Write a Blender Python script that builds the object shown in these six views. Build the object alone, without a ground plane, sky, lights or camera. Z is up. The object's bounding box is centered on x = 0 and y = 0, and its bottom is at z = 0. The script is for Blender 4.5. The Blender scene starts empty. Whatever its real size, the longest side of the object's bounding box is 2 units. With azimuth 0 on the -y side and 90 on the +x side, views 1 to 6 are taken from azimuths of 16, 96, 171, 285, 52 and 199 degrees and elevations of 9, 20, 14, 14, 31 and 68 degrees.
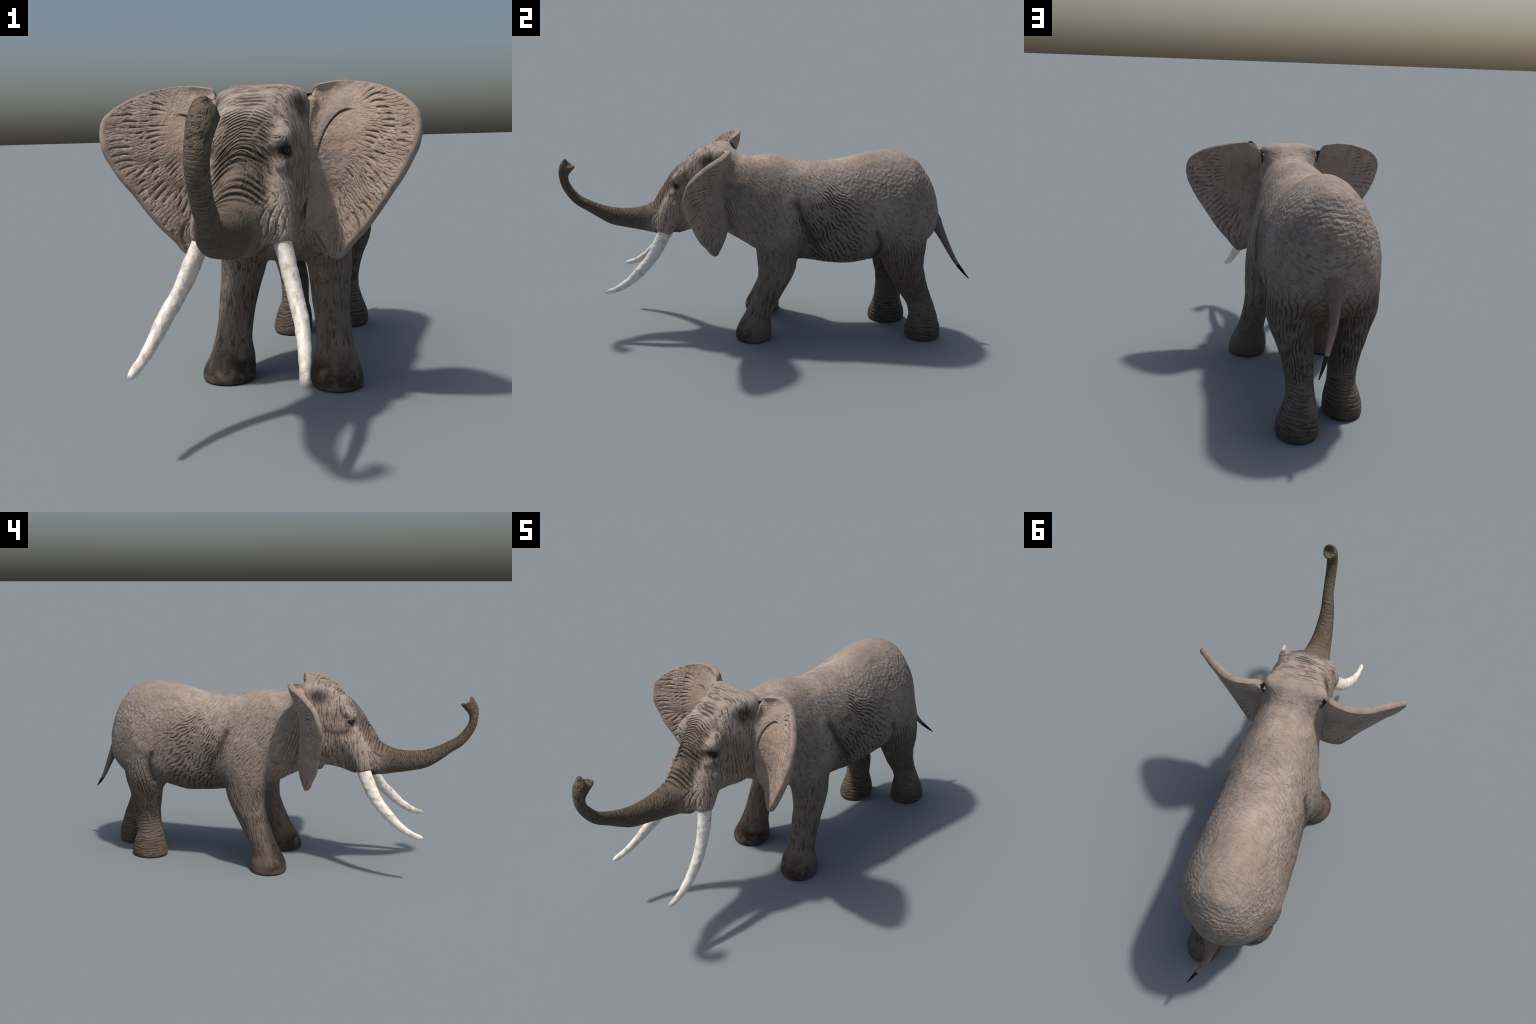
"""African elephant walking with its trunk raised and curled: one smooth body
(lofts -> remesh -> smooth -> folds), split by region, plus ears, tusks, eyes, tail."""
import math
import bpy
import numpy as np
from mathutils import Vector

rng = np.random.RandomState(7)

# --------------------------------------------------------------------------
# small maths helpers
# --------------------------------------------------------------------------
YAW = math.radians(2.3)                       # the head is turned a little
CY, SY = math.cos(YAW), math.sin(YAW)


def head_to_world(p):
    """Head-local (symmetric about x = 0) to world."""
    p = np.array(p, dtype=float)
    q = p.copy()
    q[..., 0] = -0.005 + CY * p[..., 0] - SY * (p[..., 1] + 0.15)
    q[..., 1] = -0.15 + SY * p[..., 0] + CY * (p[..., 1] + 0.15)
    return q


def spline(table, n):
    """Natural-looking interpolation (monotone-ish cubic) of a table of stations to n stations."""
    t = np.array(table, dtype=float)
    k = len(t)
    seg = np.linalg.norm(np.diff(t[:, :3], axis=0), axis=1) + 1e-6
    s = np.concatenate([[0], np.cumsum(seg)])
    d = np.diff(t, axis=0) / seg[:, None]
    m = np.zeros_like(t)
    m[0], m[-1] = d[0], d[-1]
    for i in range(1, k - 1):
        w0, w1 = seg[i], seg[i - 1]
        m[i] = (d[i - 1] * w0 + d[i] * w1) / (w0 + w1)
    u = np.linspace(0, s[-1], n)
    j = np.clip(np.searchsorted(s, u, side="right") - 1, 0, k - 2)
    h = seg[j][:, None]
    x = ((u - s[j]) / seg[j])[:, None]
    return ((1 + 2 * x) * (1 - x) ** 2 * t[j] + x * (1 - x) ** 2 * h * m[j]
            + x * x * (3 - 2 * x) * t[j + 1] + x * x * (x - 1) * h * m[j + 1])


def powc(c, n):
    return np.sign(c) * np.abs(c) ** (2.0 / n)


def loft(rings):
    """Closed skin over a list of rings of equal length; both ends capped by a fan."""
    rings = np.array(rings)
    k, n, _ = rings.shape
    v = list(rings.reshape(-1, 3)) + [rings[0].mean(0), rings[-1].mean(0)]
    f = []
    for i in range(k - 1):
        for j in range(n):
            a, b = i * n + j, i * n + (j + 1) % n
            f.append((a, b, b + n, a + n))
    for j in range(n):
        f.append((k * n, (j + 1) % n, j))
        f.append((k * n + 1, (k - 1) * n + j, (k - 1) * n + (j + 1) % n))
    return np.array(v), f


def tube(table, n, sides, tip=None, up=(1, 0, 0)):
    """Stations x, y, z, radius across, radius along `up` (the lateral direction)."""
    st = spline(table, n)
    p = st[:, :3]
    tan = np.gradient(p, axis=0)
    tan /= np.linalg.norm(tan, axis=1)[:, None]
    th = np.linspace(0, 2 * math.pi, sides, endpoint=False)
    rings = []
    up = np.array(up, dtype=float)
    for i in range(n):
        a = up - tan[i] * (up @ tan[i])
        a /= np.linalg.norm(a)
        b = np.cross(tan[i], a)
        ring = p[i] + np.outer(np.cos(th) * st[i, 4], a) + np.outer(np.sin(th) * st[i, 3], b)
        if tip is not None:
            ring = tip(i / (n - 1), th, ring, tan[i])
        rings.append(ring)
    return np.array(rings)


def barrel(table, n, sides):
    """Stations y, top, bottom, height of widest, half width, centre x, upper and lower roundness."""
    t = np.array(table, dtype=float)
    aug = np.zeros((len(t), 3 + t.shape[1]))
    aug[:, 0] = t[:, 0]
    aug[:, 3:] = t
    st = spline(aug, n)[:, 3:]
    th = np.linspace(0, 2 * math.pi, sides, endpoint=False)
    rings = []
    for y, zt, zb, zw, w, xc, nu, nl in st:
        c, s = np.cos(th), np.sin(th)
        nn = np.where(s >= 0, nu, nl)
        x = xc + w * powc(c, nn)
        z = zw + np.where(s >= 0, (zt - zw), (zw - zb)) * powc(s, nn)
        rings.append(np.stack([x, np.full(sides, y), z], 1))
    return np.array(rings)


def column(table, n, sides, foot=True, slim=0.0):
    """A leg: stations z, centre y, radius y, centre x, radius x."""
    t = np.array(table, dtype=float)
    aug = np.zeros((len(t), 3 + t.shape[1]))
    aug[:, 2] = t[:, 0]
    aug[:, 3:] = t
    st = spline(aug, n)[:, 3:]
    th = np.linspace(0, 2 * math.pi, sides, endpoint=False)
    rings = []
    for z, yc, ry, xc, rx in st:
        k = 1.0
        if foot and z < 0.012:
            k = 0.97 + 0.03 * (z / 0.012)
        ex = 1.96 - 0.16 * slim * min(1.0, max(0.0, (z - 0.08) / 0.08))
        rings.append(np.stack([xc + k * rx * powc(np.cos(th), ex), yc + k * ry * powc(np.sin(th), ex), np.full(sides, z)], 1))
    return np.array(rings)


# --------------------------------------------------------------------------
# one set of formulas for folds and wrinkles, used both by the geometry (numpy
# arrays) and by the materials (shader nodes), so crease and colour agree
# --------------------------------------------------------------------------
class Node:
    """A scalar in a shader tree; arithmetic makes Math nodes."""
    tree = None

    def __init__(self, sock):
        self.s = sock

    @staticmethod
    def put(inp, val):
        if isinstance(val, Node):
            Node.tree.links.new(val.s, inp)
        else:
            inp.default_value = float(val)

    @classmethod
    def math(cls, op, *args, clamp=False):
        n = cls.tree.nodes.new("ShaderNodeMath")
        n.operation = op
        n.use_clamp = clamp
        for i, a in enumerate(args):
            cls.put(n.inputs[i], a)
        return cls(n.outputs[0])

    def __add__(self, o): return Node.math("ADD", self, o)
    __radd__ = __add__
    def __sub__(self, o): return Node.math("SUBTRACT", self, o)
    def __rsub__(self, o): return Node.math("SUBTRACT", o, self)
    def __mul__(self, o): return Node.math("MULTIPLY", self, o)
    __rmul__ = __mul__
    def __truediv__(self, o): return Node.math("DIVIDE", self, o)
    def __neg__(self): return Node.math("MULTIPLY", self, -1.0)


def fsin(a): return Node.math("SINE", a) if isinstance(a, Node) else np.sin(a)
def fabs(a): return Node.math("ABSOLUTE", a) if isinstance(a, Node) else np.abs(a)
def fsqrt(a): return Node.math("SQRT", a) if isinstance(a, Node) else np.sqrt(np.maximum(a, 0))
def fatan2(a, b): return Node.math("ARCTAN2", a, b) if isinstance(a, Node) else np.arctan2(a, b)
def fpow(a, k): return Node.math("POWER", a, k) if isinstance(a, Node) else np.maximum(a, 0) ** k
def fmax(a, b): return Node.math("MAXIMUM", a, b) if isinstance(a, Node) else np.maximum(a, b)


def step(a, lo, hi):
    """Smooth 0..1 as a goes from lo to hi (hi may be smaller)."""
    if isinstance(a, Node):
        n = Node.tree.nodes.new("ShaderNodeMapRange")
        n.interpolation_type = "SMOOTHSTEP"
        flip = hi < lo
        Node.put(n.inputs["Value"], a)
        n.inputs["From Min"].default_value = min(lo, hi)
        n.inputs["From Max"].default_value = max(lo, hi)
        n.inputs["To Min"].default_value = 1.0 if flip else 0.0
        n.inputs["To Max"].default_value = 0.0 if flip else 1.0
        return Node(n.outputs["Result"])
    t = np.clip((a - lo) / (hi - lo), 0, 1)
    return t * t * (3 - 2 * t)


class Pt:
    """A point with coordinates in both backends."""
    def __init__(self, x, y, z, vec=None):
        self.x, self.y, self.z, self.vec = x, y, z, vec

    def dot(self, d):
        if isinstance(self.x, Node):
            n = Node.tree.nodes.new("ShaderNodeVectorMath")
            n.operation = "DOT_PRODUCT"
            Node.tree.links.new(self.vec, n.inputs[0])
            n.inputs[1].default_value = d
            return Node(n.outputs["Value"])
        return self.x * d[0] + self.y * d[1] + self.z * d[2]


def waves(p, wl, seed, dirs=4):
    """Irregular smooth field, about -1..1, features of size wl."""
    r = np.random.RandomState(seed)
    k = 2 * math.pi / wl
    out = 0.0
    for i in range(dirs):
        d = r.normal(size=3); d /= np.linalg.norm(d)
        e = r.normal(size=3); e /= np.linalg.norm(e)
        a, b = r.uniform(0, 6.28, 2)
        ki = k * r.uniform(0.75, 1.3)
        w = fsin(p.dot(tuple(e * k * 0.55)) + b) * 1.6
        out = out + fsin(p.dot(tuple(d * ki)) + w + a)
    return out * (1.0 / (dirs * 0.62))


def ball(p, c, r, soft=0.35):
    """1 inside an ellipsoid, falling smoothly to 0."""
    dx, dy, dz = (p.x - c[0]) * (1 / r[0]), (p.y - c[1]) * (1 / r[1]), (p.z - c[2]) * (1 / r[2])
    return step(fsqrt(dx * dx + dy * dy + dz * dz), 1.0 + soft, 1.0 - soft)


def furrow(phase, sharp):
    """Rounded ridges with narrow grooves: 1 in the groove, 0 on the ridge."""
    return fpow(fsin(phase) * 0.5 + 0.5, sharp)


TAU = 2 * math.pi


def strands(a, l, wl, seed, spread=0.22, n=5):
    """Wave packet whose zero lines are long creases running along l, spaced wl / 2 across a; they die out
    where its envelope falls to nothing. Returns the phase ratio and the envelope."""
    r = np.random.RandomState(seed)
    ws, wc = 0.0, 0.0
    for i in range(n):
        k = TAU / wl * r.uniform(0.80, 1.22)
        t = math.tan(r.uniform(-spread, spread))
        ph = a * k + l * (k * t) + r.uniform(0, 6.28)
        ws = ws + fsin(ph)
        wc = wc + fsin(ph + 1.5708)
    amp = fsqrt(ws * ws + wc * wc) * (1.0 / math.sqrt(n))
    return ws * (1.0 / math.sqrt(n)) / (amp + 0.02), amp


def crease(w, width):
    ratio, amp = w
    return step(fabs(ratio), width * 1.0, 0.0) * step(amp, 0.08, 0.6)


def stroke_line(p, pts, wide):
    """Soft line through points given as (y, z), 1 on the line."""
    best = None
    for (y0, z0), (y1, z1) in zip(pts[:-1], pts[1:]):
        dy, dz = y1 - y0, z1 - z0
        L = math.hypot(dy, dz)
        u = ((p.y - y0) * dy + (p.z - z0) * dz) * (1 / L)
        v = ((p.y - y0) * dz - (p.z - z0) * dy) * (1 / L)
        over = fmax(fmax(-u, u - L), 0.0 if isinstance(u, Node) else 0.0 * u)
        m = step(fsqrt(over * over + v * v), wide, 0.0)
        best = m if best is None else fmax(best, m)
    return best


HIP_CREST = [(0.663, 0.720), (0.643, 0.645), (0.608, 0.598), (0.560, 0.580)]
FLANK_FOLD = [(0.548, 0.560), (0.566, 0.520), (0.566, 0.480), (0.545, 0.425)]
ELBOW_FOLD = [(0.172, 0.680), (0.190, 0.640), (0.212, 0.585), (0.250, 0.520), (0.262, 0.480)]


def body_folds(p):
    """p: world point. Returns groove fields, 0..1, by kind, each already masked."""
    lx = (p.x + 0.005) * CY + (p.y + 0.15) * SY
    ly = (p.y + 0.15) * CY - (p.x + 0.005) * SY - 0.15
    ax = fabs(lx)
    big, mid, small = waves(p, 0.20, 11), waves(p, 0.075, 12), waves(p, 0.03, 13)
    # ridges across the bridge of the trunk, finer chevrons on the forehead
    s = ly * 0.576 + p.z * 0.816 + lx * lx * 5.0 + mid * 0.0012
    bridge_mask = step(ax, 0.094, 0.055) * step(ly, -0.40, -0.45) * step(p.z, 0.58, 0.625) * step(p.z, 0.79, 0.73) * step(ly, -0.63, -0.59)
    bridge = crease(strands(s, lx, 0.037, 51, 0.14), 1.05) * bridge_mask
    brow_mask = step(ly, -0.62, -0.57) * step(ax, 0.09, 0.05) * step(p.z, 0.69, 0.74) * step(p.z, 0.875, 0.84) * step(ly, -0.35, -0.40)
    brow = crease(strands(s + ax * 0.16, lx, 0.026, 52, 0.35), 0.75) * brow_mask
    # rings round the trunk
    ang = fatan2(p.z - 0.80, p.y + 0.74) * 0.24
    trunk_mask = step(ly, -0.555, -0.61) * step(p.z, 0.80, 0.70)
    ring = crease(strands(ang, p.x, 0.017, 53, 0.25), 0.55) * trunk_mask
    # folds of the flank, fanning back from the top of the shoulder
    fy, fz = p.y - 0.095, p.z - 0.895
    rad = fsqrt(fy * fy + fz * fz)
    fan = fatan2(fz, fy) * 0.33 + mid * 0.0009 + big * 0.0050
    flank_mask = step(rad, 0.19, 0.30) * step(fan, -0.12, -0.19) * step(p.y, 0.60, 0.40) * step(p.z, 0.35, 0.41) * step(p.y + (p.z - 0.6) * 0.4, 0.15, 0.19)
    flank = crease(strands(fan, rad, 0.030, 54, 0.40, 8), 0.80) * flank_mask * step(mid * 0.7 + small * 0.8 + step(p.z, 0.60, 0.46) * 0.7, -0.9, 0.5)
    elbow = stroke_line(p, ELBOW_FOLD, 0.030)
    fold = stroke_line(p, FLANK_FOLD, 0.026) * step(fabs(p.x + 0.02), 0.06, 0.12)
    # lumpy hide along the upper side of the rump
    rump_mask = step(p.y, 0.22, 0.40) * step(p.z, 0.64, 0.72) * step(p.z, 0.89, 0.80)
    rump = step(waves(p, 0.024, 21, 5), 0.6, -0.5) * rump_mask
    # legs: wavy lengthwise wrinkles on the thigh, slanting on the foreleg, rings round the foot
    hind = step(p.y, 0.42, 0.52)
    hind_mask = hind * step(p.z, 0.60, 0.46) * step(p.y, 0.50, 0.60)
    left = step(p.x, -0.02, 0.02)
    hy = p.y - (0.62 + left * (0.21 - p.z * 0.39))
    hx = fabs(p.x) - 0.105
    round_hind = fatan2(hy, hx) * 0.085
    round_fore = fatan2(p.y + 0.045 - p.z * 0.30, fabs(p.x) - 0.160) * 0.075
    thigh = crease(strands(round_hind + mid * 0.0022 + small * 0.0006 - p.z * 0.10, p.z, 0.027, 55, 0.20, 6), 0.62) * step(mid + big * 0.5, -1.5, -0.1) * hind_mask * step(p.z, 0.13, 0.24)
    ankle = crease(strands(p.z + p.y * 0.12 + mid * 0.003, p.y + p.x, 0.030, 56, 0.25), 0.55) * step(p.z, 0.27, 0.17) * step(p.z, 0.015, 0.035) * hind
    fore_mask = (1.0 - hind) * step(ly, -0.19, -0.12) * step(p.z, 0.50, 0.36) * step(p.z, 0.10, 0.14) * step(mid, -0.7, 0.5)
    fore = crease(strands(round_fore + p.z * 0.25 + mid * 0.0015, p.z, 0.026, 57, 0.35), 0.5) * fore_mask
    neck = crease(strands(p.y * 0.9 + p.z * 0.35, p.z, 0.028, 58, 0.3), 0.6) * step(ly, -0.21, -0.17) * step(ly, -0.06, -0.12) * step(p.z, 0.78, 0.66) * step(p.z, 0.38, 0.46)
    jowl = crease(strands(ly + p.z * 0.1, p.z, 0.030, 59, 0.3), 0.6) * ball(Pt(ax, ly, p.z), (0.14, -0.28, 0.63), (0.05, 0.08, 0.11), 0.5)
    lip = crease(strands(lx * 0.9 * step(lx, -0.001, 0.001) - lx * 0.9 * step(lx, 0.001, -0.001) - p.z * 0.35 + mid * 0.001, p.z, 0.034, 60, 0.35), 0.6) * ball(Pt(ax, ly, p.z), (0.085, -0.525, 0.575), (0.04, 0.05, 0.055), 0.5)
    return dict(lip=lip, round_hind=round_hind, round_fore=round_fore, hind=hind, bridge=bridge, brow=brow, ring=ring, flank=flank, elbow=elbow, fold=fold, rump=rump, thigh=thigh, ankle=ankle,
                fore=fore, neck=neck, jowl=jowl, lx=lx, ly=ly, ax=ax, big=big, mid=mid, small=small)


def ear_folds(p):
    """Furrows fanning out over the outer half of an ear, and the crease below its upper lobe."""
    lx = (p.x + 0.005) * CY + (p.y + 0.15) * SY
    ax = fabs(lx)
    mid, small = waves(p, 0.08, 31), waves(p, 0.03, 32)
    dx, dz = ax - 0.135, p.z - 0.825
    rad = fsqrt(dx * dx + dz * dz)
    ang = fatan2(dz, dx)
    away = step(rad, 0.13, 0.20)
    away = away * step(ax - p.z * 0.2, 0.075, 0.125)
    fan = crease(strands(ang * 0.27 + mid * 0.0034 + small * 0.0010, rad, 0.046, 61, 0.42, 7), 0.80) * away * step(mid + small * 0.9, 0.6, -0.7)
    fine = crease(strands(ang * 0.27 + small * 0.002, rad, 0.021, 62, 0.6, 6), 0.6) * away * step(small + mid * 0.6, -0.9, 0.6)
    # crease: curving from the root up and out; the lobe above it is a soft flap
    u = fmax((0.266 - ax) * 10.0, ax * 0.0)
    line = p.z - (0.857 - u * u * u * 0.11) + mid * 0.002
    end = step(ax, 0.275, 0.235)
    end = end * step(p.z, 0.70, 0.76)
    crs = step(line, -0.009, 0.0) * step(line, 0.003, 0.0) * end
    lobe = step(line, -0.001, 0.003) * step(line, 0.075, 0.02) * end
    return dict(fan=fan, fine=fine, crease=crs, lobe=lobe, ax=ax, mid=mid, small=small, rad=rad)


# --------------------------------------------------------------------------
# body form
# --------------------------------------------------------------------------
parts = []


def add(rings):
    parts.append(loft(rings))


# y, top, bottom, height of widest, half width, centre x, roundness above / below
TORSO = [
    (-0.25, 0.905, 0.53, 0.72, 0.11, 0, 2.3, 2.2),
    (-0.2, 0.903, 0.5, 0.7, 0.128, 0, 2.3, 2.2),
    (-0.16, 0.893, 0.476, 0.66, 0.142, 0, 2.3, 2.2),
    (-0.12, 0.879, 0.458, 0.62, 0.15, 0, 2.3, 2.2),
    (-0.08, 0.872, 0.436, 0.6, 0.16, -0.002, 2.35, 2.2),
    (-0.03, 0.876, 0.41, 0.56, 0.174, -0.004, 2.15, 2.2),
    (0.03, 0.879, 0.382, 0.54, 0.188, -0.006, 2.15, 2.2),
    (0.08, 0.87, 0.374, 0.53, 0.196, -0.008, 2.15, 2.2),
    (0.13, 0.855, 0.371, 0.52, 0.199, -0.008, 2.15, 2.1),
    (0.2, 0.847, 0.368, 0.52, 0.198, -0.007, 2.05, 2.1),
    (0.27, 0.85, 0.358, 0.52, 0.199, -0.007, 2.05, 2.1),
    (0.35, 0.862, 0.351, 0.53, 0.205, -0.009, 1.95, 2.1),
    (0.43, 0.882, 0.353, 0.54, 0.209, -0.011, 1.95, 2.1),
    (0.5, 0.899, 0.371, 0.55, 0.211, -0.011, 1.88, 2.1),
    (0.56, 0.906, 0.386, 0.56, 0.212, -0.012, 1.88, 2.1),
    (0.62, 0.903, 0.385, 0.56, 0.21, -0.012, 1.88, 2.1),
    (0.68, 0.884, 0.395, 0.56, 0.2, -0.012, 1.88, 2.1),
    (0.73, 0.857, 0.41, 0.56, 0.179, -0.013, 1.91, 2.1),
    (0.775, 0.8, 0.45, 0.56, 0.145, -0.018, 1.91, 2.1),
    (0.81, 0.735, 0.49, 0.57, 0.102, -0.015, 1.91, 2.1),
    (0.83, 0.67, 0.52, 0.59, 0.06, -0.012, 1.91, 2),
    (0.842, 0.605, 0.575, 0.59, 0.015, -0.01, 1.91, 2),
]
add(barrel(TORSO, 90, 72))

HEAD = [
    (-0.10, 0.865, 0.520, 0.70, 0.110, 0, 2.4, 2.2),
    (-0.16, 0.906, 0.507, 0.72, 0.136, 0, 3.2, 2.2),
    (-0.19, 0.926, 0.507, 0.73, 0.144, 0, 5.5, 2.2),
    (-0.24, 0.932, 0.512, 0.71, 0.144, 0, 4.2, 2.2),
    (-0.30, 0.912, 0.517, 0.68, 0.141, 0, 3.2, 2.2),
    (-0.346, 0.886, 0.513, 0.69, 0.134, 0, 3, 1.75),
    (-0.38, 0.863, 0.508, 0.67, 0.129, 0, 2.9, 1.75),
    (-0.415, 0.834, 0.5, 0.65, 0.123, 0, 2.7, 1.75),
    (-0.44, 0.809, 0.492, 0.63, 0.115, 0, 2.3, 1.75),
    (-0.465, 0.783, 0.488, 0.565, 0.114, 0, 1.70, 2.1),
    (-0.497, 0.736, 0.483, 0.545, 0.110, 0, 1.50, 2.1),
    (-0.528, 0.691, 0.478, 0.535, 0.097, 0, 1.50, 2.1),
    (-0.555, 0.645, 0.484, 0.540, 0.076, 0, 1.70, 2.0),
]
add(head_to_world(barrel(HEAD, 60, 64)))


TRUNK = [
    (0.000, -0.470, 0.600, 0.080, 0.070),
    (0.000, -0.520, 0.567, 0.084, 0.076),
    (-0.004, -0.560, 0.556, 0.078, 0.068),
    (-0.004, -0.620, 0.551, 0.061, 0.056),
    (-0.002, -0.700, 0.554, 0.049, 0.045),
    (0.004, -0.765, 0.565, 0.044, 0.038),
    (0.012, -0.820, 0.589, 0.035, 0.032),
    (0.026, -0.875, 0.622, 0.028, 0.027),
    (0.033, -0.922, 0.651, 0.025, 0.026),
    (0.038, -0.957, 0.692, 0.023, 0.026),
    (0.042, -0.980, 0.738, 0.0205, 0.027),
    (0.047, -0.983, 0.778, 0.022, 0.028),
    (0.052, -0.972, 0.812, 0.030, 0.031),
    (0.056, -0.952, 0.838, 0.033, 0.031),
]
tr = tube(TRUNK, 90, 40)
th = np.linspace(0, TAU, 40, endpoint=False)
tdir = tr[-1].mean(0) - tr[-2].mean(0)
tdir /= np.linalg.norm(tdir)
end = tr[-1]
cen = end.mean(0)
finger = 0.017 * np.abs(np.sin(th)) ** 2 - 0.009
lip = cen + (end - cen) * 0.97 + np.outer(finger + 0.006, tdir)
rim_in = cen + (end - cen) * 0.64 + np.outer(finger + 0.005, tdir)
cup = cen + (end - cen) * 0.42 - tdir * 0.003
pit = cen + (end - cen) * 0.15 - tdir * 0.005
add(head_to_world(np.concatenate([tr, [lip, rim_in, cup, pit]])))

# tusk sheaths / cheeks, and the pointed lower jaw
for sx in (1, -1):
    sheath = [
        (sx * 0.050, -0.370, 0.700, 0.060, 0.050),
        (sx * 0.066, -0.410, 0.665, 0.064, 0.056),
        (sx * 0.082, -0.445, 0.615, 0.062, 0.054),
        (sx * 0.096, -0.470, 0.570, 0.053, 0.043),
        (sx * 0.106, -0.485, 0.530, 0.042, 0.034),
        (sx * 0.109, -0.490, 0.512, 0.037, 0.027),
    ]
    add(head_to_world(tube(sheath, 20, 28)))
    brow = [
        (sx * 0.080, -0.330, 0.815, 0.030, 0.030),
        (sx * 0.094, -0.380, 0.798, 0.033, 0.030),
        (sx * 0.096, -0.410, 0.775, 0.028, 0.026),
        (sx * 0.085, -0.425, 0.740, 0.020, 0.020),
    ]
    add(head_to_world(tube(brow, 16, 24)))
JAW = [
    (0, -0.280, 0.565, 0.048, 0.085),
    (0, -0.340, 0.553, 0.042, 0.072),
    (0, -0.390, 0.530, 0.033, 0.050),
    (0, -0.425, 0.503, 0.022, 0.030),
    (0, -0.445, 0.485, 0.011, 0.016),
]
add(head_to_world(tube(JAW, 16, 24)))

LEGS = {
    "FL": [(0, -0.043, 0.089, 0.184, 0.084), (0.04, -0.040, 0.088, 0.182, 0.083), (0.08, -0.034, 0.077, 0.178, 0.074),
           (0.12, -0.020, 0.070, 0.174, 0.061), (0.16, -0.002, 0.069, 0.167, 0.057), (0.20, 0.016, 0.071, 0.160, 0.057),
           (0.25, 0.039, 0.076, 0.151, 0.061), (0.30, 0.060, 0.083, 0.146, 0.066), (0.35, 0.071, 0.093, 0.142, 0.073),
           (0.40, 0.073, 0.098, 0.138, 0.077), (0.48, 0.074, 0.107, 0.132, 0.080), (0.58, 0.075, 0.115, 0.118, 0.078),
           (0.68, 0.070, 0.100, 0.105, 0.068), (0.76, 0.062, 0.060, 0.092, 0.040)],
    "FR": [(0, -0.043, 0.090, -0.179, 0.088), (0.04, -0.040, 0.088, -0.175, 0.085), (0.08, -0.032, 0.075, -0.168, 0.073),
           (0.12, -0.017, 0.070, -0.170, 0.063), (0.16, 0.002, 0.071, -0.169, 0.060), (0.20, 0.020, 0.074, -0.168, 0.060),
           (0.25, 0.042, 0.078, -0.165, 0.064), (0.30, 0.063, 0.085, -0.160, 0.070), (0.35, 0.078, 0.095, -0.154, 0.077),
           (0.40, 0.082, 0.103, -0.151, 0.081), (0.48, 0.084, 0.113, -0.145, 0.083), (0.58, 0.080, 0.115, -0.130, 0.080),
           (0.68, 0.072, 0.100, -0.115, 0.070), (0.76, 0.064, 0.060, -0.100, 0.040)],
    "BL": [(0, 0.788, 0.087, 0.096, 0.079), (0.04, 0.788, 0.087, 0.096, 0.079), (0.08, 0.789, 0.076, 0.092, 0.071),
           (0.12, 0.785, 0.068, 0.089, 0.060), (0.16, 0.773, 0.066, 0.087, 0.053), (0.20, 0.754, 0.070, 0.088, 0.052),
           (0.25, 0.729, 0.077, 0.092, 0.058), (0.30, 0.707, 0.084, 0.099, 0.067), (0.35, 0.687, 0.094, 0.107, 0.079),
           (0.40, 0.675, 0.102, 0.112, 0.091), (0.48, 0.668, 0.116, 0.106, 0.096), (0.58, 0.660, 0.120, 0.095, 0.098),
           (0.68, 0.650, 0.100, 0.085, 0.088), (0.76, 0.64, 0.060, 0.075, 0.05)],
    "BR": [(0, 0.617, 0.094, -0.109, 0.077), (0.04, 0.618, 0.092, -0.107, 0.075), (0.08, 0.620, 0.080, -0.104, 0.068),
           (0.12, 0.619, 0.069, -0.100, 0.057), (0.16, 0.623, 0.068, -0.099, 0.055), (0.20, 0.626, 0.069, -0.101, 0.057),
           (0.25, 0.626, 0.073, -0.110, 0.058), (0.30, 0.622, 0.080, -0.122, 0.062), (0.35, 0.618, 0.087, -0.134, 0.067),
           (0.40, 0.618, 0.098, -0.142, 0.078), (0.48, 0.618, 0.112, -0.138, 0.086), (0.58, 0.622, 0.116, -0.130, 0.086),
           (0.68, 0.620, 0.095, -0.112, 0.070), (0.76, 0.62, 0.060, -0.095, 0.04)],
}
for key, leg in LEGS.items():
    add(column(leg, 60, 48, slim=1.0 if key[0] == "F" else 0.3))

# join, voxel-remesh into one skin
V, F, off = [], [], 0
for v, f in parts:
    V.append(v)
    F += [tuple(i + off for i in q) for q in f]
    off += len(v)
me = bpy.data.meshes.new("body_source")
me.from_pydata(np.concatenate(V).tolist(), [], F)
me.update()
src = bpy.data.objects.new("body_source", me)
bpy.context.scene.collection.objects.link(src)
mod = src.modifiers.new("remesh", "REMESH")
mod.mode = "VOXEL"
mod.voxel_size = 0.0055


def evaluated(ob):
    dg = bpy.context.evaluated_depsgraph_get()
    dg.update()
    return bpy.data.meshes.new_from_object(ob.evaluated_get(dg))


def coords(m):
    a = np.empty(len(m.vertices) * 3)
    m.vertices.foreach_get("co", a)
    return a.reshape(-1, 3)


body = evaluated(src)
src.modifiers.clear()


def edges_of(m):
    e = np.empty(len(m.edges) * 2, dtype=np.int64)
    m.edges.foreach_get("vertices", e)
    return e.reshape(-1, 2)


def smooth(P, E, it, weight, lam=0.5, mu=0.0):
    n = len(P)
    i = np.concatenate([E[:, 0], E[:, 1]])
    j = np.concatenate([E[:, 1], E[:, 0]])
    deg = np.bincount(i, minlength=n)[:, None]
    for _ in range(it):
        for k in (lam, mu):
            if k:
                S = np.stack([np.bincount(i, P[j, c], minlength=n) for c in range(3)], 1)
                P = P + (S / deg - P) * (k * weight)
    return P


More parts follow.
